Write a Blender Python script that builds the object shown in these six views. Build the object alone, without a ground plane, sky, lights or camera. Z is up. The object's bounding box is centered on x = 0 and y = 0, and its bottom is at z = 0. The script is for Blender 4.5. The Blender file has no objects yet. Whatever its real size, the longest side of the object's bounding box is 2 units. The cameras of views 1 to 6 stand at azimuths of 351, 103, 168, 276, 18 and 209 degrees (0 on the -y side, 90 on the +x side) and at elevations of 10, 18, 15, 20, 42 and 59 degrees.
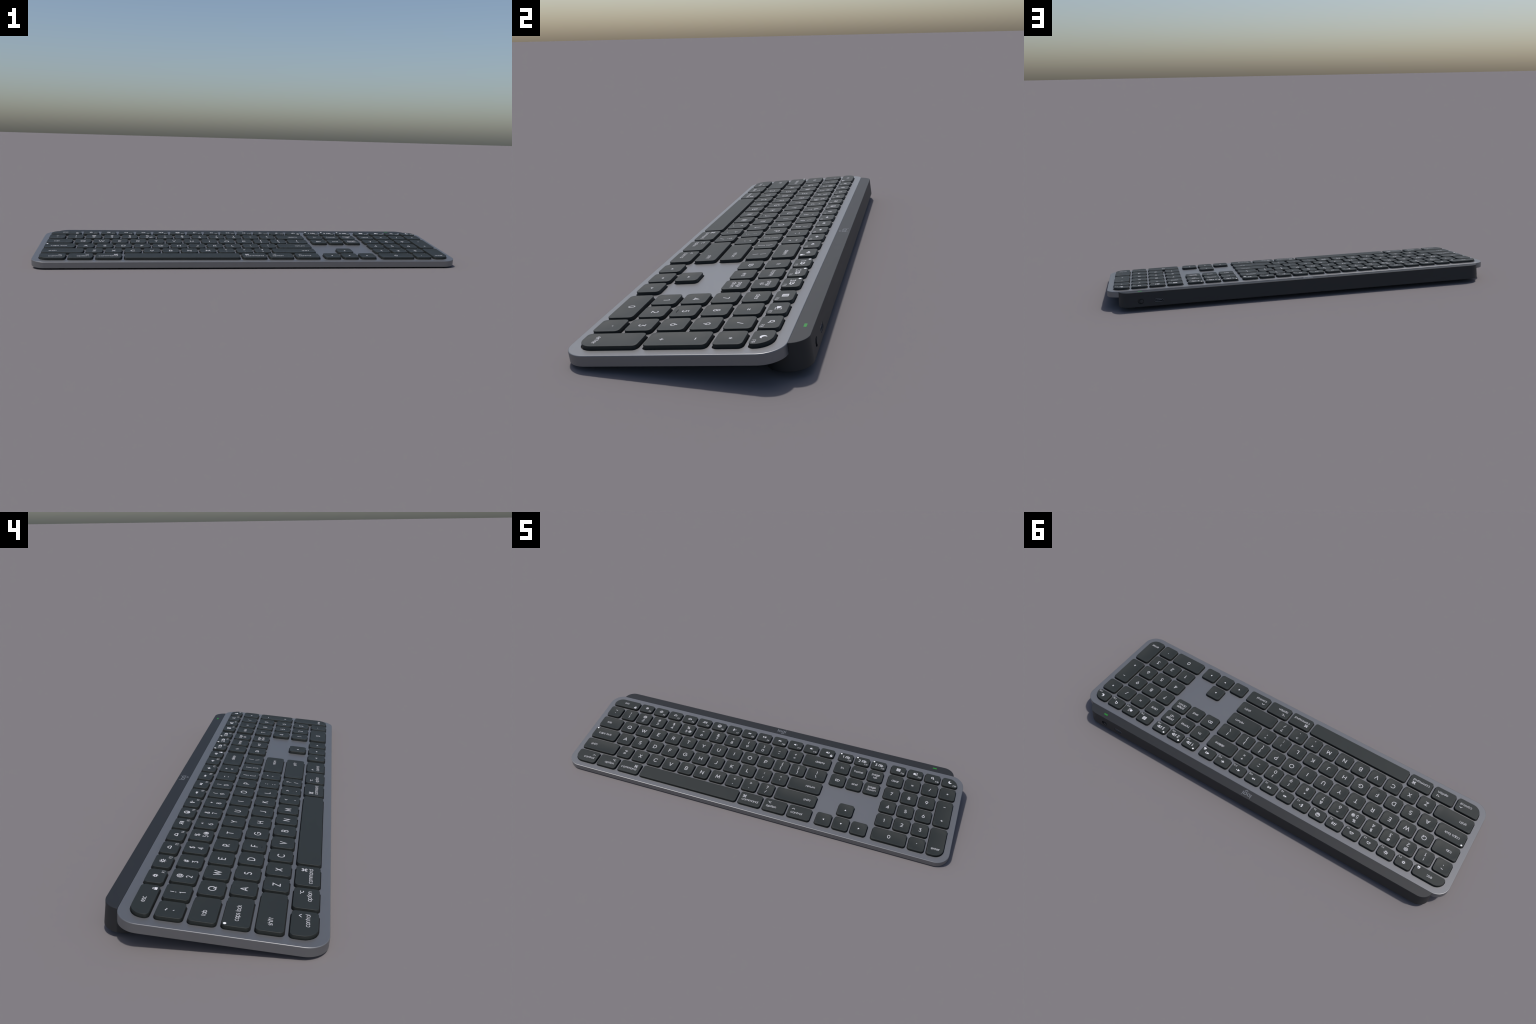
import bpy, bmesh, math, random
from mathutils import Vector, Matrix

random.seed(7)
# ------------------------------------------------------------------ frame
# Everything lives in the plane of the tilted top plate: x to the right,
# v up the slope, n out of the plate.  n = 0 is the plate's upper face.
TILT = math.atan(0.1015)
DECK_Z = 0.0635
COS, SIN = math.cos(TILT), math.sin(TILT)


def place(x, v, n=0.0):
    return Vector((x, v * COS - n * SIN, DECK_Z + v * SIN + n * COS))


def slope(y):                       # world y on the plate -> v
    return y / COS


ROOT = bpy.data.objects.new("computer_keyboard", None)
bpy.context.scene.collection.objects.link(ROOT)
ROOT.empty_display_size = 0.1
ROOT["label"] = "slim grey full-size keyboard with dark dished keys"
ROOT["category"] = "keyboard"


# ------------------------------------------------------------------ materials
def material(name, color, rough=0.5, metal=0.0, grain=0.0, grain_scale=900.0,
             bump=0.0, spec=0.5):
    m = bpy.data.materials.new(name)
    m.use_nodes = True
    nt = m.node_tree
    b = nt.nodes["Principled BSDF"]
    b.inputs["Base Color"].default_value = (*color, 1)
    b.inputs["Roughness"].default_value = rough
    b.inputs["Metallic"].default_value = metal
    b.inputs["Specular IOR Level"].default_value = spec
    if grain or bump:
        tc = nt.nodes.new("ShaderNodeTexCoord")
        no = nt.nodes.new("ShaderNodeTexNoise")
        no.inputs["Scale"].default_value = grain_scale
        no.inputs["Detail"].default_value = 3
        nt.links.new(tc.outputs["Object"], no.inputs["Vector"])
        if grain:
            cr = nt.nodes.new("ShaderNodeValToRGB")
            cr.color_ramp.elements[0].position = 0.25
            cr.color_ramp.elements[1].position = 0.75
            cr.color_ramp.elements[0].color = (*[c * (1 - grain) for c in color], 1)
            cr.color_ramp.elements[1].color = (*[c * (1 + grain) for c in color], 1)
            nt.links.new(no.outputs["Fac"], cr.inputs["Fac"])
            nt.links.new(cr.outputs["Color"], b.inputs["Base Color"])
        if bump:
            bp = nt.nodes.new("ShaderNodeBump")
            bp.inputs["Strength"].default_value = bump
            bp.inputs["Distance"].default_value = 0.001
            nt.links.new(no.outputs["Fac"], bp.inputs["Height"])
            nt.links.new(bp.outputs["Normal"], b.inputs["Normal"])
    return m


MAT_PLATE = material("anodised_aluminium", (0.224, 0.226, 0.234), 0.42, 0.68, 0.05, 700, 0.05)
MAT_KEY = material("key_plastic", (0.0148, 0.0186, 0.0170), 0.58, 0.0, 0.06, 900, 0.05)
MAT_BAR = material("bar_plastic", (0.0150, 0.0160, 0.0180), 0.55, 0.0, 0.05, 900, 0.05)
MAT_WELL = material("well_membrane", (0.008, 0.009, 0.010), 0.7)
MAT_INK = material("legend_ink", (0.47, 0.47, 0.49), 0.6)
MAT_ICON = material("icon_ink", (0.66, 0.66, 0.69), 0.6)
MAT_BRIGHT = material("indicator_white", (0.86, 0.86, 0.88), 0.5)
MAT_DIM = material("lettering_grey", (0.150, 0.160, 0.178), 0.5)
MAT_LED = material("light_green", (0.013, 0.215, 0.020), 0.5)
MAT_RUBBER = material("rubber", (0.012, 0.012, 0.013), 0.8)
MAT_PORT = material("port_metal", (0.16, 0.17, 0.19), 0.4, 0.6)


# ------------------------------------------------------------------ helpers
def rounded_loop(hw, hh, radii, k=8):
    """Counter-clockwise rounded rectangle; radii: right-back, left-back,
    left-front, right-front."""
    if not hasattr(radii, "__len__"):
        radii = (radii,) * 4
    sx, sy = (1, -1, -1, 1), (1, 1, -1, -1)
    pts = []
    for c in range(4):
        r = radii[c]
        cx, cy = sx[c] * (hw - r), sy[c] * (hh - r)
        for i in range(k + 1):
            a = math.pi / 2 * (c + i / k)
            pts.append((cx + r * math.cos(a), cy + r * math.sin(a)))
    return pts


def make_object(name, bm, mats, parent=None, loc=None, tilted=True, sharp=20):
    me = bpy.data.meshes.new(name)
    bm.normal_update()
    bm.to_mesh(me)
    bm.free()
    return mesh_object(name, me, mats, parent, loc, tilted, sharp)


def mesh_object(name, me, mats, parent=None, loc=None, tilted=True, sharp=20):
    for m in mats:
        if m.name not in me.materials:
            me.materials.append(m)
    if sharp is not None:
        me.shade_smooth()
        me.set_sharp_from_angle(angle=math.radians(sharp))
    ob = bpy.data.objects.new(name, me)
    bpy.context.scene.collection.objects.link(ob)
    ob.parent = parent or ROOT
    if tilted:
        ob.location = loc if loc is not None else place(0, 0, 0)
        ob.rotation_euler = (TILT, 0, 0)
    elif loc is not None:
        ob.location = loc
    return ob


def bridge(bm, a, b):
    n = len(a)
    for i in range(n):
        f = (a[i], a[(i + 1) % n], b[(i + 1) % n], b[i])
        try:
            bm.faces.new(f)
        except ValueError:
            pass


def loop_verts(bm, pts, n):
    return [bm.verts.new((x, y, n)) for x, y in pts]


# ------------------------------------------------------------------ key layout
KEY_W, KEY_H = 0.0752, 0.0735
KEY_TOP, KEY_FOOT, KEY_BEVEL = 0.0108, -0.0035, 0.0011
KEY_R, CORNER_R = 0.012, 0.042
DISH_MARGIN, DISH_DEPTH = 0.0030, 0.0022
PITCH = 0.0884
HOLE_GAP = 0.0031

ROW = {"bottom": -0.2400, "z": -0.1522, "a": -0.0644, "q": 0.0234, "num": 0.1112,
       "fn": 0.18965}
LEFT, MAIN_RIGHT = -0.968, 0.3228
NAV = (0.3490, 0.4372, 0.5258)
PAD = (0.6282, 0.7166, 0.8050, 0.8934)
F_H = 0.0545

KEYS = []


def key(kind, x0, x1, row, legend, dish=True, y0=None, y1=None, round_corner=None, home=False):
    yc = ROW[row]
    h = F_H if row == "fn" else KEY_H
    a = yc - h / 2 if y0 is None else y0
    b = yc + h / 2 if y1 is None else y1
    KEYS.append(dict(kind=kind, cx=(x0 + x1) / 2, cy=(a + b) / 2, hw=(x1 - x0) / 2,
                     hh=(b - a) / 2, legend=legend, dish=dish, rc=round_corner, home=home))


def run_of_keys(kind, x0, row, legends, pitch=PITCH, w=KEY_W, **kw):
    for i, lg in enumerate(legends):
        key(kind, x0 + i * pitch, x0 + i * pitch + w, row, lg, **kw)


# Legend entries: (item, x, y, size...) relative to the key centre.
def big(c):
    return [("text", c, 0, 0, 0.0208, None, 0.0031)]


def pair(lo, hi, dy_lo=-0.0135, dy_hi=0.0132, lo_h=0.0165, hi_h=0.0165):
    return [("text", lo, 0, dy_lo, lo_h, None, 0.0025), ("text", hi, 0, dy_hi, hi_h, None, 0.0025)]


def word(t, x, y, width):
    return [("text", t, x, y, 0.0130, width, 0.0017)]


def fkey(icon, label):
    return [("icon", icon, 0.0, 0.0018, 1.0), ("text", label, 0.0243, -0.0168, 0.0088,
            0.0112 if len(label) == 2 else 0.0164, 0.0012)]


# function row
key("function_key", LEFT, -0.8235, "fn", word("esc", -0.0035, 0.0015, 0.0268)
    + [("icon", "lock", 0.0545, -0.0155, 1.0)], dish=False, round_corner=1)
F_ICONS = ["sun_low", "sun_high", "glow_low", "glow_high", "dictation", "smile", "mic_mute",
           "rewind", "play_pause", "forward", "speaker_mute", "speaker_low"]
for i, ic in enumerate(F_ICONS):
    key("function_key", -0.811 + i * 0.0882, -0.811 + i * 0.0882 + 0.0748, "fn",
        fkey(ic, "F%d" % (i + 1)), dish=False)
key("function_key", 0.2474, 0.3224, "fn", [("icon", "speaker_high", 0.0015, 0.0018, 1.0),
    ("icon", "lock", 0.0245, -0.0155, 1.0)], dish=False)
for i in range(3):
    key("function_key", NAV[i], NAV[i] + KEY_W, "fn",
        [("text", str(i + 1), -0.0150, 0.0008, 0.0140, None, 0.0030),
         ("icon", "easy_switch", 0.0075, 0.0012, 1.0), ("light", "", -0.0285, 0.0187, 0.0043),
         ("text", "F%d" % (13 + i), 0.0225, -0.0168, 0.0088, 0.0164, 0.0011)], dish=False)
for i, ic in enumerate(["calculator", "capture", "magnifier", "moon"]):
    key("function_key", PAD[i], PAD[i] + KEY_W, "fn", fkey(ic, "F%d" % (16 + i)), dish=False,
        round_corner=0 if i == 3 else None)

# number row
num = [("`", "~")] + list(zip("1234567890", "!@#$%^&*()")) + [("-", "_"), ("=", "+")]
num_legends = []
for lo, hi in num:
    if lo == "`":
        num_legends.append(pair(lo, hi, -0.0085, 0.0120))
    elif lo == "-":
        num_legends.append([("text", "-", 0, -0.0085, 0.0165, None, 0.0025),
                            ("text", "_", 0, 0.0060, 0.0165, None, 0.0025)])
    elif lo == "=":
        num_legends.append(pair(lo, hi, -0.0115, 0.0125))
    elif lo == "5":
        num_legends.append([("text", "5", -0.0030, -0.0135, 0.0165, None, 0.0025),
                            ("icon", "globe", 0.0175, -0.0120, 1.0),
                            ("text", "%", 0, 0.0140, 0.0165, None, 0.0025)])
    else:
        num_legends.append(pair(lo, hi))
run_of_keys("number_key", LEFT, "num", num_legends)
key("modifier_key", 0.1813, MAIN_RIGHT, "num", word("delete", 0.0155, 0.0, 0.0501))

# letter rows
key("modifier_key", LEFT, -0.850, "q", word("tab", -0.0140, -0.0010, 0.0272))
for i, c in enumerate("QWERTYUIOP"):
    key("letter_key", -0.8366 + i * PITCH, -0.8366 + i * PITCH + KEY_W, "q", big(c))
run_of_keys("letter_key", -0.8366 + 10 * PITCH, "q",
            [pair("[", "{", -0.0150, 0.0125, 0.0165, 0.0165), pair("]", "}", -0.0150, 0.0125, 0.0165, 0.0165)])
key("letter_key", 0.2242, MAIN_RIGHT, "q", pair("\\", "|", -0.0125, 0.0135, 0.0175, 0.0175))

key("modifier_key", LEFT, -0.8290, "a", word("caps lock", -0.0035, 0.0, 0.0750)
    + [("light", "", -0.0605, 0.0285, 0.0043)])
for i, c in enumerate("ASDFGHJKL"):
    key("letter_key", -0.816 + i * PITCH, -0.816 + i * PITCH + KEY_W, "a", big(c), home=c in "FJ")
run_of_keys("letter_key", -0.816 + 9 * PITCH, "a",
            [pair(";", ":", -0.0150, 0.0120), pair("'", '"', -0.0050, 0.0150)])
key("modifier_key", 0.1560, MAIN_RIGHT, "a", word("return", 0.0285, 0.0, 0.0482))

key("modifier_key", LEFT, -0.7828, "z", word("shift", -0.0445, -0.0005, 0.0370))
for i, c in enumerate("ZXCVBNM"):
    key("letter_key", -0.7701 + i * PITCH, -0.7701 + i * PITCH + KEY_W, "z", big(c))
run_of_keys("letter_key", -0.7701 + 7 * PITCH, "z",
            [pair(",", "<", -0.0205, 0.0140), pair(".", ">", -0.0205, 0.0140), pair("/", "?", -0.0145, 0.0140)])
key("modifier_key", 0.1140, MAIN_RIGHT, "z", word("shift", 0.0585, -0.0005, 0.0370))

# bottom row
key("modifier_key", LEFT, -0.8530, "bottom", word("control", 0.0130, -0.0090, 0.0578)
    + [("icon", "caret", 0.0330, 0.0130, 1.0)], dish=False, round_corner=2)
key("modifier_key", -0.8405, -0.7330, "bottom", word("option", 0.0105, -0.0095, 0.0520)
    + [("icon", "option", 0.0270, 0.0140, 1.0)], dish=False)
key("modifier_key", -0.7185, -0.6045, "bottom", word("command", -0.0020, -0.0090, 0.0852)
    + [("icon", "command", 0.0310, 0.0120, 1.0)], dish=False)
key("space_bar", -0.5912, -0.0608, "bottom", [], dish=False)
key("modifier_key", -0.0480, 0.0668, "bottom", word("command", 0.0, -0.0100, 0.0852)
    + [("icon", "command", -0.0340, 0.0110, 1.0)], dish=False)
key("modifier_key", 0.0800, 0.1948, "bottom", word("option", -0.0160, -0.0100, 0.0520)
    + [("icon", "option", -0.0310, 0.0140, 1.0)], dish=False)
key("modifier_key", 0.2080, MAIN_RIGHT, "bottom", word("control", -0.0135, -0.0095, 0.0578)
    + [("icon", "caret", -0.0340, 0.0130, 1.0)], dish=False)

# navigation and arrows
run_of_keys("navigation_key", NAV[0], "num", [word("fn", 0, 0, 0.0165), word("home", 0, 0, 0.0465)], pitch=0.0883)
key("navigation_key", NAV[2], NAV[2] + KEY_W, "num", word("page", 0, 0.0090, 0.0406) + word("up", 0, -0.0095, 0.0200))
key("navigation_key", NAV[0], NAV[0] + KEY_W, "q", [("icon", "forward_delete", 0, 0, 1.0)])
key("navigation_key", NAV[1], NAV[1] + KEY_W, "q", word("end", 0, 0, 0.0291))
key("navigation_key", NAV[2], NAV[2] + KEY_W, "q", word("page", 0, 0.0090, 0.0406) + word("down", 0, -0.0095, 0.0450))
key("arrow_key", NAV[1], NAV[1] + KEY_W, "z", [("icon", "arrow_up", 0, 0, 1.0)])
for i, d in enumerate(["arrow_left", "arrow_down", "arrow_right"]):
    key("arrow_key", NAV[i], NAV[i] + KEY_W, "bottom", [("icon", d, 0, 0, 1.0)])

# number pad
for row, chars in (("q", "789"), ("a", "456"), ("z", "123")):
    for i, c in enumerate(chars):
        key("numpad_key", PAD[i], PAD[i] + KEY_W, row,
            [("text", c, 0, 0, 0.0180, None, 0.0029)], home=c == "5")
key("numpad_key", PAD[0], PAD[0] + KEY_W, "num", word("clear", 0, 0, 0.0380))
for i, c in enumerate("=/*"):
    key("numpad_key", PAD[i + 1], PAD[i + 1] + KEY_W, "num", [("text", c, 0, 0, 0.0180, None, 0.0028)])
key("numpad_key", PAD[0], PAD[1] + KEY_W, "bottom", [("text", "0", 0, 0, 0.0180, None, 0.0029)])
key("numpad_key", PAD[2], PAD[2] + KEY_W, "bottom", [("text", ".", 0, 0.004, 0.0180, None, 0.0028)])
key("numpad_key", PAD[3], PAD[3] + KEY_W, "a",
    [("text", "_", 0, 0.0440, 0.0165, None, 0.0028), ("text", "+", 0, -0.0440, 0.0165, None, 0.0028)],
    y0=ROW["a"] - KEY_H / 2, y1=ROW["q"] + KEY_H / 2)
key("numpad_key", PAD[3], PAD[3] + KEY_W, "z", word("enter", 0, -0.0440, 0.0410),
    y0=ROW["bottom"] - KEY_H / 2, y1=ROW["z"] + KEY_H / 2, round_corner=3)


def key_radii(k, grow=0.0):
    r = [KEY_R + grow] * 4
    if k["rc"] is not None:
        r[k["rc"]] = CORNER_R + grow
    return r


# ------------------------------------------------------------------ top plate
PLATE_HW, PLATE_FRONT, PLATE_BACK = 1.0, -0.3100, 0.2513
PLATE_R, PLATE_THICK, CHAMFER = 0.066, 0.0292, 0.0022
PLATE_CY, PLATE_HH = (PLATE_FRONT + PLATE_BACK) / 2, (PLATE_BACK - PLATE_FRONT) / 2
WELL_DEPTH = 0.0060


def plate_loop(inset):
    return [(x, y + PLATE_CY) for x, y in
            rounded_loop(PLATE_HW - inset, PLATE_HH - inset, PLATE_R - inset, 18)]


def build_plate():
    bm = bmesh.new()
    top = loop_verts(bm, plate_loop(CHAMFER), 0)
    rim = loop_verts(bm, plate_loop(0), -CHAMFER)
    low = loop_verts(bm, plate_loop(0), -PLATE_THICK + 0.001)
    base = loop_verts(bm, plate_loop(0.001), -PLATE_THICK)
    edges = [bm.edges.new((top[i], top[(i + 1) % len(top)])) for i in range(len(top))]
    holes = []
    for k in KEYS:
        pts = [(x + k["cx"], y + slope(k["cy"])) for x, y in
               rounded_loop(k["hw"] + HOLE_GAP, k["hh"] + HOLE_GAP, key_radii(k, 0.0028), 6)]
        h = loop_verts(bm, pts, 0)
        holes.append(h)
        edges += [bm.edges.new((h[i], h[(i + 1) % len(h)])) for i in range(len(h))]
    bmesh.ops.triangle_fill(bm, use_beauty=True, use_dissolve=False, edges=edges, normal=(0, 0, 1))
    for h in holes:
        d = [bm.verts.new((v.co.x, v.co.y, -WELL_DEPTH - 0.001)) for v in h]
        bridge(bm, d, h)
    steps, prev = 4, rim
    for i in range(1, steps):
        a = math.pi / 2 * i / steps
        nxt = loop_verts(bm, plate_loop(CHAMFER * (1 - math.cos(a))), -CHAMFER * (1 - math.sin(a)))
        bridge(bm, prev, nxt)
        prev = nxt
    bridge(bm, prev, top)
    bridge(bm, low, rim)
    bridge(bm, base, low)
    bm.faces.new(list(reversed(base)))
    for f in bm.faces:
        f.normal_update()
        if abs(f.normal.z) > 0.99 and f.calc_center_median().z > -0.001 and f.normal.z < 0:
            f.normal_flip()
    for f in bm.faces:
        f.smooth = True
    for e in bm.edges:
        if len(e.link_faces) == 2 and e.calc_face_angle() > math.radians(30):
            e.smooth = False
    for loop in (top, rim):             # flat faces stay flat beside the rounded edge
        for i, v in enumerate(loop):
            e = bm.edges.get((v, loop[(i + 1) % len(loop)]))
            if e:
                e.smooth = False
    return make_object("top_plate", bm, [MAT_PLATE], sharp=None)


build_plate()

bm = bmesh.new()
bm.faces.new(loop_verts(bm, plate_loop(0.012), -WELL_DEPTH))
bm.faces.new(list(reversed(loop_verts(bm, plate_loop(0.012), -WELL_DEPTH - 0.002))))
make_object("key_well_floor", bm, [MAT_WELL], sharp=None)


# ------------------------------------------------------------------ keys
def dish_dims(k):
    a, b = k["hw"] - DISH_MARGIN, k["hh"] - DISH_MARGIN
    return a, b, min(a, b) * 0.97


def dish_height(k, x, y):
    """Height of a key's upper face at (x, y) from its centre."""
    if not k["dish"]:
        return KEY_TOP
    a, b, r = dish_dims(k)
    qx, qy = abs(x) - (a - r), abs(y) - (b - r)
    s = r - math.hypot(max(qx, 0), max(qy, 0)) - min(max(qx, qy), 0)
    if s <= 0:
        return KEY_TOP
    t = max(0.0, 1 - s / min(a, b))
    return KEY_TOP - DISH_DEPTH * (1 - t * t)


MESHES = {}


def key_mesh(k):
    sig = (round(k["hw"], 5), round(k["hh"], 5), k["dish"], k["rc"])
    if sig in MESHES:
        return MESHES[sig]
    bm = bmesh.new()
    K = 8
    rad = key_radii(k)

    def ring(inset, n):
        return loop_verts(bm, rounded_loop(k["hw"] - inset, k["hh"] - inset,
                                           [max(r - inset, 0.0005) for r in rad], K), n)
    rings = [ring(0.0006, KEY_FOOT), ring(0.0, KEY_FOOT + 0.002)]
    for i in range(4):
        a = math.pi / 2 * i / 3
        rings.append(ring(KEY_BEVEL * (1 - math.cos(a)), KEY_TOP - KEY_BEVEL * (1 - math.sin(a))))
    for a, b in zip(rings, rings[1:]):
        bridge(bm, a, b)
    last = rings[-1]
    if k["dish"]:
        a, b, r = dish_dims(k)
        m = min(a, b)
        # closely spaced rings at the lip keep the edge of the dish crisp
        for f in (0, 0.03, 0.10, 0.20, 0.32, 0.45, 0.60, 0.75, 0.90):
            s = m * f
            t = 1 - f
            pts = rounded_loop(a - s, b - s, max(r - s, 0.0004), K)
            nxt = loop_verts(bm, pts, KEY_TOP - DISH_DEPTH * (1 - t * t))
            bridge(bm, last, nxt)
            last = nxt
    bm.faces.new(last)
    bm.faces.new(list(reversed(rings[0])))
    me = bpy.data.meshes.new("key")
    bm.normal_update()
    bm.to_mesh(me)
    bm.free()
    me.materials.append(MAT_KEY)
    me.shade_smooth()
    me.set_sharp_from_angle(angle=math.radians(12.5))
    MESHES[sig] = me
    return me


# ------------------------------------------------------------------ stroke font
# A one-weight geometric alphabet: cap height 1, x-height 0.70.
def arc(cx, cy, rx, ry, a0, a1, n=None):
    n = n or max(4, int(abs(a1 - a0) / 15))
    return [(cx + rx * math.cos(math.radians(a0 + (a1 - a0) * i / n)),
             cy + ry * math.sin(math.radians(a0 + (a1 - a0) * i / n))) for i in range(n + 1)]


def ell(cx, cy, rx, ry):
    return arc(cx, cy, rx, ry, 0, 360, 24)


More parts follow.
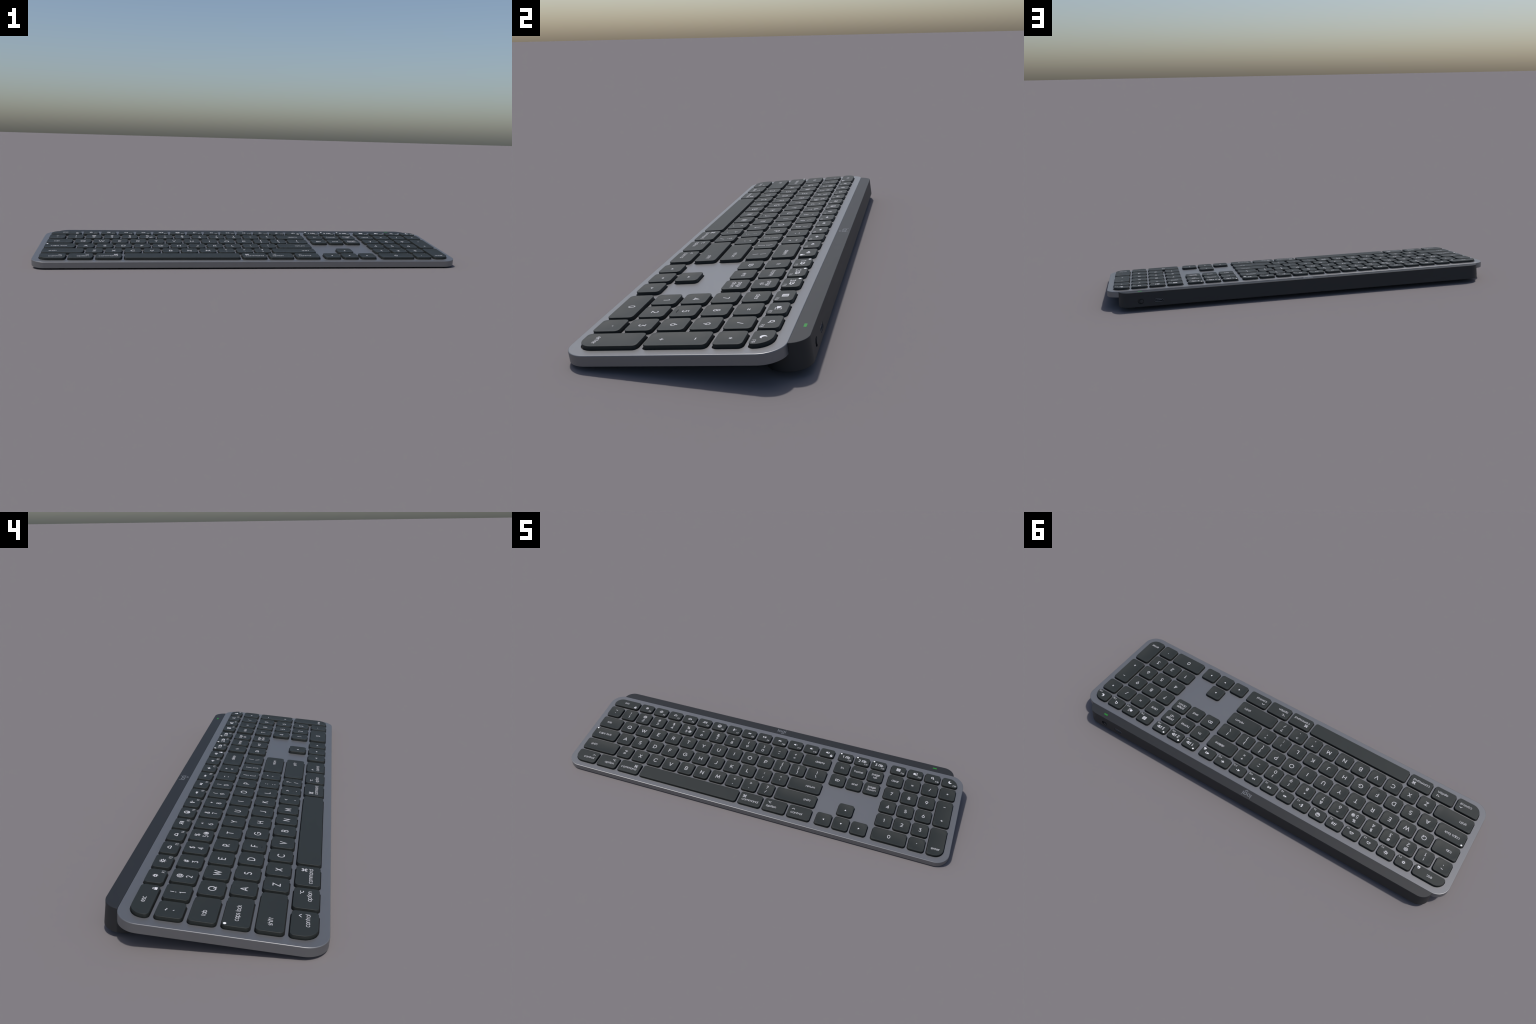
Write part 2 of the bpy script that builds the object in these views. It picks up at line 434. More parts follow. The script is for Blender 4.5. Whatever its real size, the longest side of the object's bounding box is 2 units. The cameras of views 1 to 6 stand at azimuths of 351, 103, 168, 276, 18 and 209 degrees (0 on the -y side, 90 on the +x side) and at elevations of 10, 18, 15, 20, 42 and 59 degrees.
def glyph(c):
    """-> (advance width, list of strokes).  A stroke whose first item is 'dot'
    is a filled disc, 'fill' a filled outline."""
    X = 0.70
    R = X / 2
    bowl = ell(R, R, R, R)
    g = {
        " ": (0.35, []),
        "A": (0.86, [[(0, 0), (0.43, 1)], [(0.43, 1), (0.86, 0)], [(0.17, 0.30), (0.69, 0.30)]]),
        "B": (0.62, [[(0, 0), (0, 1), (0.36, 1)] + arc(0.36, 0.76, 0.22, 0.24, 90, -90)[1:] + [(0, 0.52)],
                     [(0.36, 0.52)] + arc(0.36, 0.26, 0.26, 0.26, 90, -90)[1:] + [(0, 0)]]),
        "C": (0.86, [arc(0.5, 0.5, 0.5, 0.5, 45, 315)]),
        "D": (0.78, [[(0, 0), (0, 1), (0.30, 1)] + arc(0.30, 0.5, 0.48, 0.5, 90, -90)[1:] + [(0, 0)]]),
        "E": (0.56, [[(0.56, 1), (0, 1), (0, 0), (0.56, 0)], [(0, 0.52), (0.50, 0.52)]]),
        "F": (0.54, [[(0.54, 1), (0, 1), (0, 0)], [(0, 0.50), (0.48, 0.50)]]),
        "G": (0.98, [arc(0.5, 0.5, 0.5, 0.5, 45, 360) + [(0.52, 0.5)]]),
        "H": (0.74, [[(0, 0), (0, 1)], [(0.74, 0), (0.74, 1)], [(0, 0.52), (0.74, 0.52)]]),
        "I": (0.0, [[(0, 0), (0, 1)]]),
        "J": (0.46, [[(0.46, 1), (0.46, 0.26)] + arc(0.22, 0.24, 0.24, 0.24, 0, -150)[1:]]),
        "K": (0.66, [[(0, 0), (0, 1)], [(0.62, 1), (0.02, 0.46)], [(0.20, 0.60), (0.66, 0)]]),
        "L": (0.50, [[(0, 1), (0, 0), (0.50, 0)]]),
        "M": (0.94, [[(0, 0), (0.10, 1), (0.47, 0.20), (0.84, 1), (0.94, 0)]]),
        "N": (0.74, [[(0, 0), (0, 1), (0.74, 0), (0.74, 1)]]),
        "O": (1.0, [ell(0.5, 0.5, 0.5, 0.5)]),
        "P": (0.60, [[(0, 0), (0, 1), (0.32, 1)] + arc(0.32, 0.72, 0.28, 0.28, 90, -90)[1:] + [(0, 0.44)]]),
        "Q": (1.0, [ell(0.5, 0.5, 0.5, 0.5), [(0.58, 0.36), (0.98, -0.06)]]),
        "R": (0.62, [[(0, 0), (0, 1), (0.32, 1)] + arc(0.32, 0.73, 0.27, 0.27, 90, -90)[1:] + [(0, 0.46)],
                     [(0.26, 0.46), (0.62, 0)]]),
        "S": (0.58, [arc(0.30, 0.75, 0.26, 0.25, 30, 240)
                     + arc(0.29, 0.27, 0.29, 0.27, 68, -150)]),
        "T": (0.70, [[(0, 1), (0.70, 1)], [(0.35, 1), (0.35, 0)]]),
        "U": (0.70, [[(0, 1), (0, 0.35)] + arc(0.35, 0.35, 0.35, 0.35, 180, 360)[1:] + [(0.70, 1)]]),
        "V": (0.82, [[(0, 1), (0.41, 0), (0.82, 1)]]),
        "W": (1.22, [[(0, 1), (0.31, 0), (0.61, 0.92), (0.91, 0), (1.22, 1)]]),
        "X": (0.74, [[(0, 0), (0.72, 1)], [(0.02, 1), (0.74, 0)]]),
        "Y": (0.76, [[(0, 1), (0.38, 0.46)], [(0.76, 1), (0.38, 0.46), (0.38, 0)]]),
        "Z": (0.66, [[(0, 1), (0.64, 1), (0, 0), (0.66, 0)]]),
        "a": (X, [bowl, [(X, X), (X, 0)]]),
        "b": (X, [bowl, [(0, 1), (0, 0)]]),
        "c": (0.60, [arc(R, R, R, R, 48, 312)]),
        "d": (X, [bowl, [(X, 1), (X, 0)]]),
        "e": (X, [[(0.02, R)] + arc(R, R, R, R, 0, 315)]),
        "f": (0.36, [arc(0.36, 0.80, 0.22, 0.20, 90, 180) + [(0.14, 0)], [(0, X), (0.36, X)]]),
        "g": (X, [bowl, [(X, X), (X, 0.0)] + arc(R, -0.02, R, 0.28, 0, -150)]),
        "h": (0.56, [[(0, 0), (0, 1)], arc(0.28, 0.42, 0.28, 0.28, 180, 0) + [(0.56, 0)]]),
        "i": (0.0, [[(0, 0), (0, X)], ["dot", (0, 0.95), 0.09]]),
        "k": (0.50, [[(0, 0), (0, 1)], [(0.48, X), (0.02, 0.26)], [(0.18, 0.42), (0.50, 0)]]),
        "l": (0.0, [[(0, 0), (0, 1)]]),
        "m": (0.94, [[(0, 0), (0, X)], arc(0.235, 0.45, 0.235, 0.25, 180, 0) + [(0.47, 0)],
                     arc(0.705, 0.45, 0.235, 0.25, 180, 0) + [(0.94, 0)]]),
        "n": (0.56, [[(0, 0), (0, X)], arc(0.28, 0.42, 0.28, 0.28, 180, 0) + [(0.56, 0)]]),
        "o": (X, [bowl]),
        "p": (X, [bowl, [(0, X), (0, -0.30)]]),
        "r": (0.32, [[(0, 0), (0, X)], arc(0.32, 0.36, 0.32, 0.33, 180, 85)]),
        "s": (0.44, [arc(0.22, 0.52, 0.19, 0.18, 30, 240) + arc(0.22, 0.18, 0.22, 0.18, 65, -150)]),
        "t": (0.36, [[(0.14, 0.92), (0.14, 0.0)], [(0, X), (0.36, X)]]),
        "u": (0.56, [[(0, X), (0, 0.28)] + arc(0.28, 0.28, 0.28, 0.28, 180, 360)[1:] + [(0.56, X)]]),
        "w": (0.92, [[(0, X), (0.23, 0), (0.46, 0.62), (0.69, 0), (0.92, X)]]),
        "0": (0.68, [ell(0.34, 0.5, 0.34, 0.5)]),
        "1": (0.24, [[(0, 0.86), (0.24, 1), (0.24, 0)]]),
        "2": (0.60, [arc(0.30, 0.71, 0.28, 0.29, 165, -35) + [(0.02, 0), (0.62, 0)]]),
        "3": (0.58, [[(0.04, 1), (0.54, 1), (0.26, 0.60)] + arc(0.27, 0.30, 0.29, 0.30, 88, -150)]),
        "4": (0.68, [[(0.52, 0), (0.52, 1), (0, 0.26), (0.70, 0.26)]]),
        "5": (0.58, [[(0.54, 1), (0.14, 1), (0.06, 0.52)] + arc(0.27, 0.32, 0.30, 0.32, 130, -150)]),
        "6": (0.64, [ell(0.32, 0.32, 0.32, 0.32), [(0.44, 1), (0.06, 0.48)]]),
        "7": (0.60, [[(0, 1), (0.58, 1), (0.16, 0)]]),
        "8": (0.60, [ell(0.30, 0.75, 0.24, 0.25), ell(0.30, 0.26, 0.30, 0.26)]),
        "9": (0.64, [ell(0.32, 0.68, 0.32, 0.32), [(0.58, 0.52), (0.20, 0)]]),
        "!": (0.0, [[(0, 0.32), (0, 1)], ["dot", (0, 0.06), 0.085]]),
        "@": (1.1, [arc(0.55, 0.5, 0.52, 0.52, -50, 300), ell(0.53, 0.5, 0.22, 0.23),
                    [(0.77, 0.72), (0.77, 0.42)] + arc(0.92, 0.46, 0.15, 0.16, 200, 350)]),
        "#": (0.84, [[(0.20, 0), (0.36, 1)], [(0.50, 0), (0.66, 1)], [(0.04, 0.68), (0.84, 0.68)], [(0, 0.32), (0.80, 0.32)]]),
        "$": (0.58, [arc(0.30, 0.70, 0.26, 0.20, 30, 240) + arc(0.29, 0.30, 0.29, 0.22, 68, -150), [(0.29, -0.1), (0.29, 1.1)]]),
        "%": (0.90, [ell(0.19, 0.77, 0.17, 0.19), ell(0.71, 0.23, 0.17, 0.19), [(0.16, 0), (0.74, 1)]]),
        "^": (0.50, [[(0, 0.36), (0.25, 0.70), (0.50, 0.36)]]),
        "&": (0.76, [[(0.76, 0), (0.20, 0.62)] + arc(0.32, 0.78, 0.19, 0.20, 210, -30) + [(0.12, 0.44)]
                     + arc(0.30, 0.26, 0.28, 0.26, 140, 320) + [(0.70, 0.44)]]),
        "*": (0.5, [[(0.25 + 0.25 * math.cos(math.radians(90 + 72 * i)), 0.5 + 0.25 * math.sin(math.radians(90 + 72 * i))), (0.25, 0.5)] for i in range(5)]),
        "(": (0.22, [arc(0.70, 0.5, 0.70, 0.72, 134, 226)]),
        ")": (0.22, [arc(-0.48, 0.5, 0.70, 0.72, 46, -46)]),
        "-": (0.44, [[(0, 0.5), (0.44, 0.5)]]),
        "_": (0.66, [[(0, 0.5), (0.66, 0.5)]]),
        "=": (0.58, [[(0, 0.64), (0.58, 0.64)], [(0, 0.36), (0.58, 0.36)]]),
        "+": (0.66, [[(0, 0.5), (0.66, 0.5)], [(0.33, 0.17), (0.33, 0.83)]]),
        "[": (0.26, [[(0.26, 1.1), (0, 1.1), (0, -0.1), (0.26, -0.1)]]),
        "]": (0.26, [[(0, 1.1), (0.26, 1.1), (0.26, -0.1), (0, -0.1)]]),
        "{": (0.36, [[(0.36, 1.1), (0.18, 1.1), (0.18, 0.6), (0.02, 0.5), (0.18, 0.4), (0.18, -0.1), (0.36, -0.1)]]),
        "}": (0.36, [[(0, 1.1), (0.18, 1.1), (0.18, 0.6), (0.34, 0.5), (0.18, 0.4), (0.18, -0.1), (0, -0.1)]]),
        "\\": (0.40, [[(0, 1.0), (0.40, 0.0)]]),
        "|": (0.0, [[(0, -0.08), (0, 1.08)]]),
        "/": (0.44, [[(0, 0), (0.44, 1)]]),
        ";": (0.1, [["dot", (0.06, 0.66), 0.095], [(0.10, 0.26), (0.0, -0.02)]]),
        ":": (0.1, [["dot", (0.05, 0.70), 0.095], ["dot", (0.05, 0.24), 0.095]]),
        "'": (0.1, [[(0.10, 0.70), (0.02, 0.32)]]),
        '"': (0.3, [[(0.10, 0.70), (0.04, 0.36)], [(0.32, 0.70), (0.26, 0.36)]]),
        ",": (0.12, [[(0.14, 0.70), (0.0, 0.36)]]),
        ".": (0.1, [["dot", (0.05, 0.52), 0.10]]),
        "<": (0.50, [[(0.50, 0.80), (0, 0.5), (0.50, 0.20)]]),
        ">": (0.50, [[(0, 0.80), (0.50, 0.5), (0, 0.20)]]),
        "?": (0.50, [arc(0.25, 0.77, 0.25, 0.25, 165, -60) + [(0.22, 0.44), (0.22, 0.28)], ["dot", (0.22, 0.06), 0.09]]),
        "`": (0.2, [[(0.0, 0.62), (0.18, 0.40)]]),
        "~": (0.60, [arc(0.15, 0.48, 0.15, 0.10, 180, 0) + arc(0.45, 0.50, 0.15, 0.10, 180, 360)[1:]]),
    }
    return g[c]


def strokes_of_text(t, height, width, weight):
    gap = 0.20 if len(t) > 1 else 0.0
    x, out = 0.0, []
    for i, c in enumerate(t):
        adv, st = glyph(c)
        for s in st:
            if s[0] == "dot":
                out.append(["dot", (s[1][0] + x, s[1][1]), s[2]])
            else:
                out.append([(p[0] + x, p[1]) for p in s])
        x += adv + (gap if i < len(t) - 1 else 0)
    # capitals, digits and signs centre on the cap height, words on the x-height
    mid = 0.35 if t[0].islower() else 0.5
    sx = height if width is None else (width - weight) / x
    res = []
    for s in out:
        if s[0] == "dot":
            res.append(["dot", ((s[1][0] - x / 2) * sx, (s[1][1] - mid) * height), s[2] * height * 1.15])
        else:
            res.append([((p[0] - x / 2) * sx, (p[1] - mid) * height) for p in s])
    return res


# ------------------------------------------------------------------ icons (metres)
def rect(x0, y0, x1, y1):
    return [(x0, y0), (x1, y0), (x1, y1), (x0, y1), (x0, y0)]


def filled(pts):
    return ["fill", pts]


def rays(r0, r1, n, w, cx=0.0, cy=0.0, a0=0.0, a1=360.0):
    out = []
    for i in range(n):
        a = math.radians(a0 + (a1 - a0) * i / (n if a1 - a0 >= 360 else n - 1))
        out.append((w, [(cx + r0 * math.cos(a), cy + r0 * math.sin(a)),
                        (cx + r1 * math.cos(a), cy + r1 * math.sin(a))]))
    return out


def speaker(dx):
    return [(0, filled([(dx - 0.0075, -0.0028), (dx - 0.0035, -0.0028), (dx + 0.0020, -0.0075),
                        (dx + 0.0020, 0.0075), (dx - 0.0035, 0.0028), (dx - 0.0075, 0.0028)]))]


def wedge(x0, x1, h):
    return (0, filled([(x0, -h), (x1, 0), (x0, h)] if x1 > x0 else [(x0, h), (x1, 0), (x0, -h)]))


def icon(name):
    """-> list of (weight, stroke)"""
    w = 0.0019
    if name == "sun_low":
        return [(0.0026, ell(0, 0, 0.0040, 0.0040))] + rays(0.0055, 0.0080, 8, 0.0020)
    if name == "sun_high":
        return [(0.0022, ell(0, 0, 0.0045, 0.0045))] + rays(0.0065, 0.0105, 8, 0.0019)
    if name == "glow_low":
        return [(0.0022, [(-0.0085, -0.0045), (0.0085, -0.0045)]),
                (0.0020, arc(0, -0.0040, 0.0080, 0.0095, 178, 2))]
    if name == "glow_high":
        return [(0.0022, [(-0.0092, -0.0020), (-0.0078, -0.0060), (0.0078, -0.0060), (0.0092, -0.0020)]),
                ] + rays(0.0050, 0.0095, 5, 0.0022, 0, -0.0035, 15, 165)
    if name == "dictation":
        return [(w, ell(-0.0020, 0.0028, 0.0045, 0.0042)), (0.0022, [(-0.0050, -0.0010), (-0.0105, -0.0065)]),
                (w, arc(0.0030, 0.0010, 0.0058, 0.0075, 60, -60)), (w, arc(0.0040, 0.0008, 0.0085, 0.0100, 45, -50)),
                (w, [(0.0020, -0.0010), (-0.0010, -0.0065)])]
    if name == "smile":
        return [(0.0022, ell(0, 0, 0.0095, 0.0095)), (0.0024, arc(0, -0.0005, 0.0050, 0.0052, 190, 350)),
                (0.0016, [(-0.0050, -0.0014), (0.0050, -0.0014)]),
                (0, ["dot", (-0.0034, 0.0032), 0.0015]), (0, ["dot", (0.0034, 0.0032), 0.0015])]
    if name == "mic_mute":
        return [(0.0058, [(-0.0025, 0.0000), (-0.0025, 0.0070)]), (0.0018, arc(-0.0025, 0.0020, 0.0055, 0.0062, 200, 340)),
                (0.0024, [(-0.0025, -0.0042), (-0.0025, -0.0085)]), (0.0022, [(-0.0058, -0.0080), (0.0008, -0.0080)]),
                (0.0015, [(0.0060, 0.0030), (0.0095, -0.0008)]), (0.0015, [(0.0060, -0.0008), (0.0095, 0.0030)])]
    if name == "rewind":
        return [wedge(0.0002, -0.0085, 0.0052), wedge(0.0085, 0.0002, 0.0052)]
    if name == "forward":
        return [wedge(-0.0085, -0.0002, 0.0052), wedge(-0.0002, 0.0085, 0.0052)]
    if name == "play_pause":
        return [wedge(-0.0092, -0.0005, 0.0055), (0.0025, [(0.0022, -0.0055), (0.0022, 0.0055)]),
                (0.0025, [(0.0066, -0.0055), (0.0066, 0.0055)])]
    if name == "speaker_mute":
        return speaker(-0.0020) + [(0.0017, [(0.0045, 0.0020), (0.0080, -0.0018)]),
                                   (0.0017, [(0.0045, -0.0018), (0.0080, 0.0020)])]
    if name == "speaker_low":
        return speaker(-0.0010) + [(0.0014, arc(0.0015, 0, 0.0048, 0.0052, 55, -55))]
    if name == "speaker_high":
        return speaker(-0.0020) + [(0.0018, arc(0.0005, 0, 0.0045, 0.0048, 55, -55)),
                                   (0.0020, arc(0.0005, 0, 0.0078, 0.0080, 50, -50))]
    if name == "lock":
        return [(0, filled([(-0.0062, -0.0058), (0.0062, -0.0058), (0.0062, 0.0022), (-0.0062, 0.0022)])),
                (0.0017, [(-0.0036, 0.0020), (-0.0036, 0.0040)] + arc(0, 0.0040, 0.0036, 0.0036, 180, 0)[1:] + [(0.0036, 0.0020)])]
    if name == "easy_switch":
        return [(0.0020, [(0.0040, 0.0062), (-0.0085, 0.0062), (-0.0085, -0.0048), (0.0010, -0.0048)]),
                (0.0020, [(-0.0115, -0.0060), (-0.0085, -0.0060)]),
                (0.0019, ell(0.0050, 0.0002, 0.0052, 0.0058)), (0.0022, [(0.0020, -0.0060), (0.0050, -0.0022), (0.0078, -0.0060)]),
                (0, filled([(0.0092, -0.0040), (0.0150, 0.0000), (0.0092, 0.0040)])), (0.0020, [(0.0000, 0.0010), (0.0068, 0.0036)])]
    if name == "calculator":
        return [(0.0022, rect(-0.0082, -0.0080, 0.0082, 0.0080))] + \
               [(0.0017, [(-0.0070, y), (0.0070, y)]) for y in (-0.0046, -0.0015, 0.0016, 0.0047)]
    if name == "capture":
        return [(0, filled([(-0.0105, -0.0062), (0.0015, -0.0062), (0.0015, 0.0040), (-0.0020, 0.0040), (-0.0035, 0.0065),
                            (-0.0068, 0.0065), (-0.0080, 0.0040), (-0.0105, 0.0040)])),
                (0.0020, [(0.0005, 0.0080), (0.0040, 0.0080)]), (0.0020, [(0.0060, 0.0080), (0.0092, 0.0080), (0.0092, 0.0035)]),
                (0.0020, [(0.0092, 0.0010), (0.0092, -0.0040)]), (0.0020, [(0.0092, -0.0062), (0.0092, -0.0085), (0.0050, -0.0085)]),
                (0.0020, [(0.0030, -0.0085), (-0.0015, -0.0085)]), (0.0034, [(0.0030, -0.0020), (0.0060, -0.0020)])]
    if name == "magnifier":
        return [(0.0024, ell(-0.0012, 0.0016, 0.0056, 0.0056)), (0.0026, [(0.0028, -0.0026), (0.0076, -0.0078)])]
    if name == "moon":
        outer = arc(0, 0, 0.0088, 0.0088, 75, 345, 20)
        inner = arc(0.0048, 0.0040, 0.0072, 0.0072, 310, 115, 14)
        return [(0, filled(outer + inner[1:-1]))]
    if name == "globe":
        return [(0.0014, ell(0, 0, 0.0078, 0.0078)), (0.0018, ell(0.0004, -0.0002, 0.0042, 0.0042)),
                (0.0016, [(0.0030, 0.0040), (0.0030, -0.0040)]), (0.0013, [(-0.0050, -0.0005), (0.0060, -0.0005)])]
    if name == "caret":
        return [(0.0018, [(-0.0072, -0.0034), (0, 0.0034), (0.0072, -0.0034)])]
    if name == "option":
        return [(0.0018, [(-0.0085, 0.0042), (-0.0035, 0.0042), (0.0025, -0.0042), (0.0085, -0.0042)]),
                (0.0018, [(0.0020, 0.0042), (0.0085, 0.0042)])]
    if name == "command":
        s, r = 0.0026, 0.0026
        out = [(0.0016, rect(-s, -s, s, s))]
        for sx in (-1, 1):
            for sy in (-1, 1):
                out.append((0.0016, ell(sx * (s + r), sy * (s + r), r, r)))
        return out
    if name == "forward_delete":
        return [(0.0018, [(-0.0110, -0.0062), (0.0040, -0.0062), (0.0110, 0), (0.0040, 0.0062), (-0.0110, 0.0062), (-0.0110, -0.0062)]),
                (0.0016, [(-0.0055, -0.0026), (0.0005, 0.0026)]), (0.0016, [(-0.0055, 0.0026), (0.0005, -0.0026)])]
    a, b = 0.0050, 0.0040
    if name == "arrow_up":
        return [(0, filled([(-a, -b), (a, -b), (0, b)]))]
    if name == "arrow_down":
        return [(0, filled([(-a, b), (0, -b), (a, b)]))]
    if name == "arrow_left":
        return [(0, filled([(-b, 0), (b, -a), (b, a)]))]
    return [(0, filled([(b, 0), (-b, a), (-b, -a)]))]


# ------------------------------------------------------------------ printing
def densify(pts, step=0.005):
    out = [pts[0]]
    for p, q in zip(pts, pts[1:]):
        n = max(1, int(math.hypot(q[0] - p[0], q[1] - p[1]) / step))
        out += [(p[0] + (q[0] - p[0]) * i / n, p[1] + (q[1] - p[1]) * i / n) for i in range(1, n + 1)]
    return out


def ribbon(bm, pts, weight, lift):
    """A flat stroke of constant weight with mitred corners, laid on lift(x, y)."""
    clean = [pts[0]]
    for p in pts[1:]:
        if math.hypot(p[0] - clean[-1][0], p[1] - clean[-1][1]) > 1e-5:
            clean.append(p)
    closed = math.hypot(clean[0][0] - clean[-1][0], clean[0][1] - clean[-1][1]) < 1e-5 and len(clean) > 3
    pts = densify(clean)
    if closed:
        pts = pts[:-1]
    n = len(pts)
    h = weight / 2
    left, right = [], []
    for i, p in enumerate(pts):
        a = pts[i - 1] if (i > 0 or closed) else None
        b = pts[(i + 1) % n] if (i < n - 1 or closed) else None
        d1 = Vector((p[0] - a[0], p[1] - a[1])).normalized() if a else None
        d2 = Vector((b[0] - p[0], b[1] - p[1])).normalized() if b else None
        if d1 is None:
            d1 = d2
        if d2 is None:
            d2 = d1
        t = d1 + d2
        if t.length < 1e-4:
            t = d1
        t.normalize()
        nrm = Vector((-t.y, t.x))
        k = min(2.2, 1 / max(0.3, abs(nrm.dot(Vector((-d1.y, d1.x))))))
        l, r = (p[0] + nrm.x * h * k, p[1] + nrm.y * h * k), (p[0] - nrm.x * h * k, p[1] - nrm.y * h * k)
        left.append(bm.verts.new((*l, lift(*l))))
        right.append(bm.verts.new((*r, lift(*r))))
    for i in range(n if closed else n - 1):
        j = (i + 1) % n
        bm.faces.new((right[i], right[j], left[j], left[i]))


def patch(bm, pts, lift):
    f = bm.faces.new([bm.verts.new((x, y, lift(x, y))) for x, y in pts])
    f.normal_update()
    if f.normal.z < 0:
        f.normal_flip()


def print_strokes(bm, items, ox, oy, surface, layer):
    """items: (weight, stroke).  Each stroke sits a hair above the one before."""
    for weight, s in items:
        layer[0] += 1
        eps = 0.00022 + 0.00004 * layer[0]

        def lift(x, y, eps=eps):
            return surface(x, y) + eps
        if s[0] == "dot":
            patch(bm, [(x + ox, y + oy) for x, y in arc(s[1][0], s[1][1], s[2], s[2], 0, 345, 23)], lift)
        elif s[0] == "fill":
            patch(bm, [(x + ox, y + oy) for x, y in s[1]], lift)
        else:
            ribbon(bm, [(x + ox, y + oy) for x, y in s], weight, lift)


def build_keys():
    for k in KEYS:
        ob = bpy.data.objects.new(k["kind"], key_mesh(k))
        bpy.context.scene.collection.objects.link(ob)
        ob.parent = ROOT
        ob.location = place(k["cx"], slope(k["cy"]), 0)
        ob.rotation_euler = (TILT, 0, 0)

        def surface(x, y, k=k):
            return dish_height(k, x, y)
        if k["legend"]:
            bm = bmesh.new()
            layer = [0]
            for item in k["legend"]:
                if item[0] == "text":
                    _, t, x, y, h, w, weight = item
                    st = strokes_of_text(t, h, w, weight)
                    print_strokes(bm, [(weight, s) for s in st], x, y, surface, layer)
                elif item[0] == "icon":
                    _, nm, x, y, sc = item
                    before = set(bm.faces)
                    print_strokes(bm, icon(nm), x, y, surface, layer)
                    for f in bm.faces:
                        if f not in before:
                            f.material_index = 1
            lg = make_object("key_legend", bm, [MAT_INK, MAT_ICON], parent=ob, tilted=False, sharp=None)
        for item in k["legend"]:
            if item[0] == "light":
                _, _, x, y, r = item
                bm = bmesh.new()
                a = loop_verts(bm, arc(x, y, r, r, 0, 345, 23), KEY_TOP - 0.001)
                b = loop_verts(bm, arc(x, y, r, r, 0, 345, 23), KEY_TOP + 0.0003)
                bridge(bm, a, b)
                bm.faces.new(b)
                make_object("indicator_light", bm, [MAT_BRIGHT], parent=ob, tilted=False)
        if k["home"]:
            # small raised locating ridge under the letter
            bm = bmesh.new()
            rows = []
            L, Wd, H = 0.0085, 0.0012, 0.0018
            cy = -0.0235
            for i in range(9):
                a = math.pi * i / 8
                off, up = Wd * math.cos(a), H * math.sin(a)
                rows.append([bm.verts.new((sx * (L - 0.5 * Wd * (1 - math.sin(a))), cy + off,
                                           dish_height(k, 0, cy) + up - 0.0002)) for sx in (-1, 1)])
            for p, q in zip(rows, rows[1:]):
                bm.faces.new((p[0], q[0], q[1], p[1]))
            bm.faces.new([r[0] for r in reversed(rows)])
            bm.faces.new([r[1] for r in rows])
            bmesh.ops.recalc_face_normals(bm, faces=bm.faces)
            make_object("homing_ridge", bm, [MAT_KEY], parent=ob, tilted=False, sharp=40)


build_keys()

# ------------------------------------------------------------------ rear bar
BAR_HW, BAR_FRONT, BAR_BACK, BAR_R = 0.946, 0.1835, 0.3000, 0.0555
BAR_LOW, BAR_TAPER = -0.0742, 0.0024
BAR_CY, BAR_HH = (BAR_FRONT + BAR_BACK) / 2, (BAR_BACK - BAR_FRONT) / 2
SEAM = PLATE_BACK + 0.0003


def bar_top(v):
    return -0.0006 - 0.040 * (v - PLATE_BACK)


def solid_from_loops(bm, loops):
    for a, b in zip(loops, loops[1:]):
        bridge(bm, a, b)
    bm.faces.new(list(reversed(loops[0])))
    bm.faces.new(loops[-1])


def evaluated_copy(ob):
    bpy.context.view_layer.update()
    dg = bpy.context.evaluated_depsgraph_get()
    return bpy.data.meshes.new_from_object(ob.evaluated_get(dg))


def slot_cutter(cx, cn, hw, hn, r, v0, v1, name):
    """A rounded slot through the rear wall, running along v."""
    bm = bmesh.new()
    pts = rounded_loop(hw, hn, r, 10)
    a = [bm.verts.new((cx - x, v0, cn + y)) for x, y in pts]
    b = [bm.verts.new((cx - x, v1, cn + y)) for x, y in pts]
    solid_from_loops(bm, [a, b])
    bmesh.ops.recalc_face_normals(bm, faces=bm.faces)
    return make_object(name, bm, [MAT_BAR], tilted=True)


WALL = BAR_BACK - BAR_TAPER * 0.5      # wall position at the height of the fittings
SWITCH = (0.8402, -0.0465)
PORT = (0.7532, -0.0471)


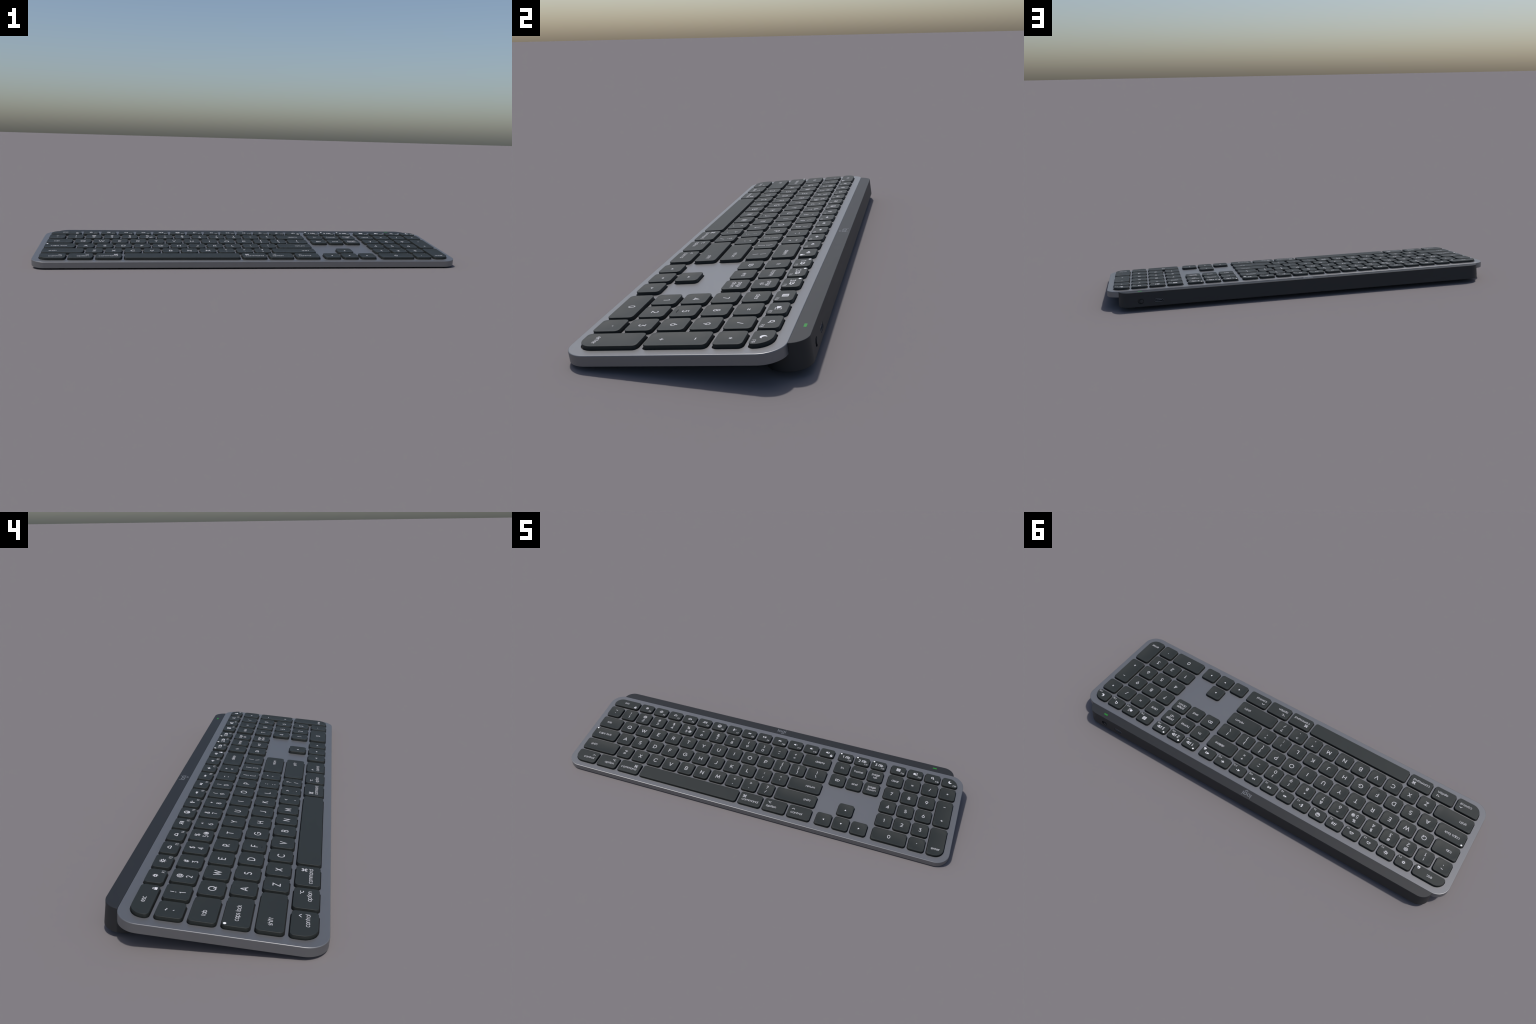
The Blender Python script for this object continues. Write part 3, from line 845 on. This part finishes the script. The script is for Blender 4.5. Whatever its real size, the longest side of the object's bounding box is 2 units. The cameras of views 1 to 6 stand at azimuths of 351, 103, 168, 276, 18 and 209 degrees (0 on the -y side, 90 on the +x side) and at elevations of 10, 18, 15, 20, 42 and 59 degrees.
def build_bar():
    bm = bmesh.new()

    def outline(inset):
        return [(x, y + BAR_CY) for x, y in rounded_loop(BAR_HW - inset, BAR_HH - inset, BAR_R - inset, 20)]
    # the visible back part rises to the plate's level, the front part hides under the plate
    pts = outline(BAR_TAPER)
    pts_in = outline(BAR_TAPER + 0.0008)
    low_in = loop_verts(bm, outline(0.0015), BAR_LOW)
    low = loop_verts(bm, outline(0), BAR_LOW + 0.0015)
    mid = loop_verts(bm, pts, -0.018)
    bridge(bm, low_in, low)
    bridge(bm, low, mid)
    bm.faces.new(list(reversed(low_in)))
    # walls above the seam
    idx = [i for i, p in enumerate(pts) if p[1] >= SEAM]

    def cross(p, q, off):
        t = (SEAM - p[1]) / (q[1] - p[1])
        return p[0] + (q[0] - p[0]) * t
    n = len(pts)
    first, last = idx[0], idx[-1]
    xr = cross(pts[first - 1], pts[first], 0)
    xl = cross(pts[last], pts[(last + 1) % n], 0)
    up_pts = [(xr, SEAM)] + [pts[i] for i in idx] + [(xl, SEAM)]
    up_in = [(xr - 0.0008, SEAM)] + [pts_in[i] for i in idx] + [(xl + 0.0008, SEAM)]
    base = [bm.verts.new((xr, SEAM, -0.018))] + [mid[i] for i in idx] + [bm.verts.new((xl, SEAM, -0.018))]
    wall = [bm.verts.new((x, y, bar_top(y) - 0.0008)) for x, y in up_pts]
    cap = [bm.verts.new((x, y, bar_top(y))) for x, y in up_in]
    m = len(base)
    for i in range(m - 1):
        bm.faces.new((base[i], base[i + 1], wall[i + 1], wall[i]))
        bm.faces.new((wall[i], wall[i + 1], cap[i + 1], cap[i]))
    bm.faces.new(cap)
    bm.faces.new((base[m - 1], base[0], wall[0], cap[0], cap[m - 1], wall[m - 1]))
    # shelf under the plate
    shelf = [base[m - 1]] + [mid[i % n] for i in range(last + 1, n + first)] + [base[0]]
    bm.faces.new(shelf)
    # stitch the two split wall quads to the seam vertices
    bm.faces.new((mid[first - 1], mid[first], base[0]))
    bm.faces.new((mid[last], mid[(last + 1) % n], base[m - 1]))
    bmesh.ops.recalc_face_normals(bm, faces=bm.faces)
    bar = make_object("rear_bar", bm, [MAT_BAR], sharp=30)
    cutters = [slot_cutter(SWITCH[0], SWITCH[1], 0.0145, 0.0125, 0.0125, WALL - 0.006, WALL + 0.02, "cut_a"),
               slot_cutter(PORT[0], PORT[1], 0.0222, 0.0096, 0.0095, WALL - 0.022, WALL + 0.02, "cut_b")]
    for c in cutters:
        mod = bar.modifiers.new("slot", "BOOLEAN")
        mod.operation, mod.object, mod.solver = "DIFFERENCE", c, "EXACT"
    me = evaluated_copy(bar)
    bar.modifiers.clear()
    bar.data = me
    me.shade_smooth()
    me.set_sharp_from_angle(angle=math.radians(30))
    for c in cutters:
        bpy.data.objects.remove(c, do_unlink=True)
    return bar


build_bar()


def wall_prism(name, cx, cn, loops, mat, parent=None):
    """loops: list of (points in (x, n), v); capped at both ends."""
    bm = bmesh.new()
    ls = [[bm.verts.new((cx - x, v, cn + y)) for x, y in pts] for pts, v in loops]
    solid_from_loops(bm, ls)
    bmesh.ops.recalc_face_normals(bm, faces=bm.faces)
    return make_object(name, bm, [mat], parent=parent)


# sliding power switch: a round knob pushed to one end of its slot
knob_r = 0.0088
wall_prism("power_switch", SWITCH[0] - 0.0045, SWITCH[1] - 0.0003,
           [(arc(0, 0, knob_r, knob_r, 0, 345, 23), WALL - 0.0055),
            (arc(0, 0, knob_r, knob_r, 0, 345, 23), WALL + 0.0010),
            (arc(0, 0, knob_r - 0.001, knob_r - 0.001, 0, 345, 23), WALL + 0.0018)], MAT_BAR)

# charging port: metal shell with a tongue inside
bm = bmesh.new()
rings = []
for (hw, hn), v in (((0.0205, 0.0082), WALL - 0.020), ((0.0205, 0.0082), WALL - 0.0008),
                    ((0.0186, 0.0063), WALL - 0.0008), ((0.0186, 0.0063), WALL - 0.020)):
    rings.append([bm.verts.new((PORT[0] - x, v, PORT[1] + y)) for x, y in rounded_loop(hw, hn, hn * 0.97, 8)])
for a, b in zip(rings, rings[1:]):
    bridge(bm, a, b)
bmesh.ops.recalc_face_normals(bm, faces=bm.faces)
port = make_object("charging_port", bm, [MAT_PORT], sharp=30)
bpy.context.view_layer.update()
tongue = wall_prism("port_tongue", PORT[0], PORT[1],
                    [(rounded_loop(0.0135, 0.0018, 0.0008, 3), WALL - 0.020),
                     (rounded_loop(0.0135, 0.0018, 0.0008, 3), WALL - 0.003)], MAT_PORT)
tongue.parent = port
tongue.location = (0, 0, 0)
tongue.rotation_euler = (0, 0, 0)

# status light on the bar
bm = bmesh.new()
led_cx, led_cv = 0.8412, slope(0.2722) + 0.0024
lp = [(x + led_cx, y + led_cv) for x, y in rounded_loop(0.0102, 0.0038, 0.0012, 4)]
a = [bm.verts.new((x, y, bar_top(y) - 0.001)) for x, y in lp]
b = [bm.verts.new((x, y, bar_top(y) + 0.0003)) for x, y in lp]
bridge(bm, a, b)
bm.faces.new(b)
make_object("status_light", bm, [MAT_LED])

# grey lettering on the bar: four round-built letters
bm = bmesh.new()
w = 0.0030
base_v, o_r = 0.2668, 0.0068
items = [(w, [(-0.0205, base_v), (-0.0205, base_v + 0.0212)]),
         (w, ell(-0.0083, base_v + 0.0074, o_r, o_r)),
         (w, ell(0.0100, base_v + 0.0074, o_r, o_r)),
         (w, [(0.0168, base_v + 0.0155), (0.0168, base_v + 0.0060)]),
         (w, arc(0.0100, base_v - 0.0010, 0.0072, 0.0085, -8, -165)),
         (w, [(0.0228, base_v), (0.0228, base_v + 0.0142)]),
         (0, ["dot", (0.0228, base_v + 0.0196), 0.0019])]
print_strokes(bm, items, 0, 0.0015, lambda x, y: bar_top(y), [0])
make_object("bar_lettering", bm, [MAT_DIM], sharp=None)


# ------------------------------------------------------------------ feet
def foot(x, y, hw, hh, top_n):
    """A rubber pad standing on the ground and rising into the underside."""
    bm = bmesh.new()
    pts = rounded_loop(hw, hh, hh * 0.95, 8)
    lo = loop_verts(bm, [(px * 0.99, py * 0.94) for px, py in pts], 0.0)
    mid = loop_verts(bm, pts, 0.0008)
    hi = []
    for px, py in pts:
        vv = (y + py) / COS
        hi.append(bm.verts.new((px, py, DECK_Z + vv * SIN + top_n * COS)))
    solid_from_loops(bm, [lo, mid, hi])
    bmesh.ops.recalc_face_normals(bm, faces=bm.faces)
    return make_object("rubber_foot", bm, [MAT_RUBBER], loc=Vector((x, y, 0)), tilted=False, sharp=30) 


for sx in (-1, 1):
    foot(sx * 0.62, 0.213, 0.20, 0.010, BAR_LOW + 0.002)
    foot(sx * 0.72, -0.262, 0.20, 0.012, -PLATE_THICK + 0.002)
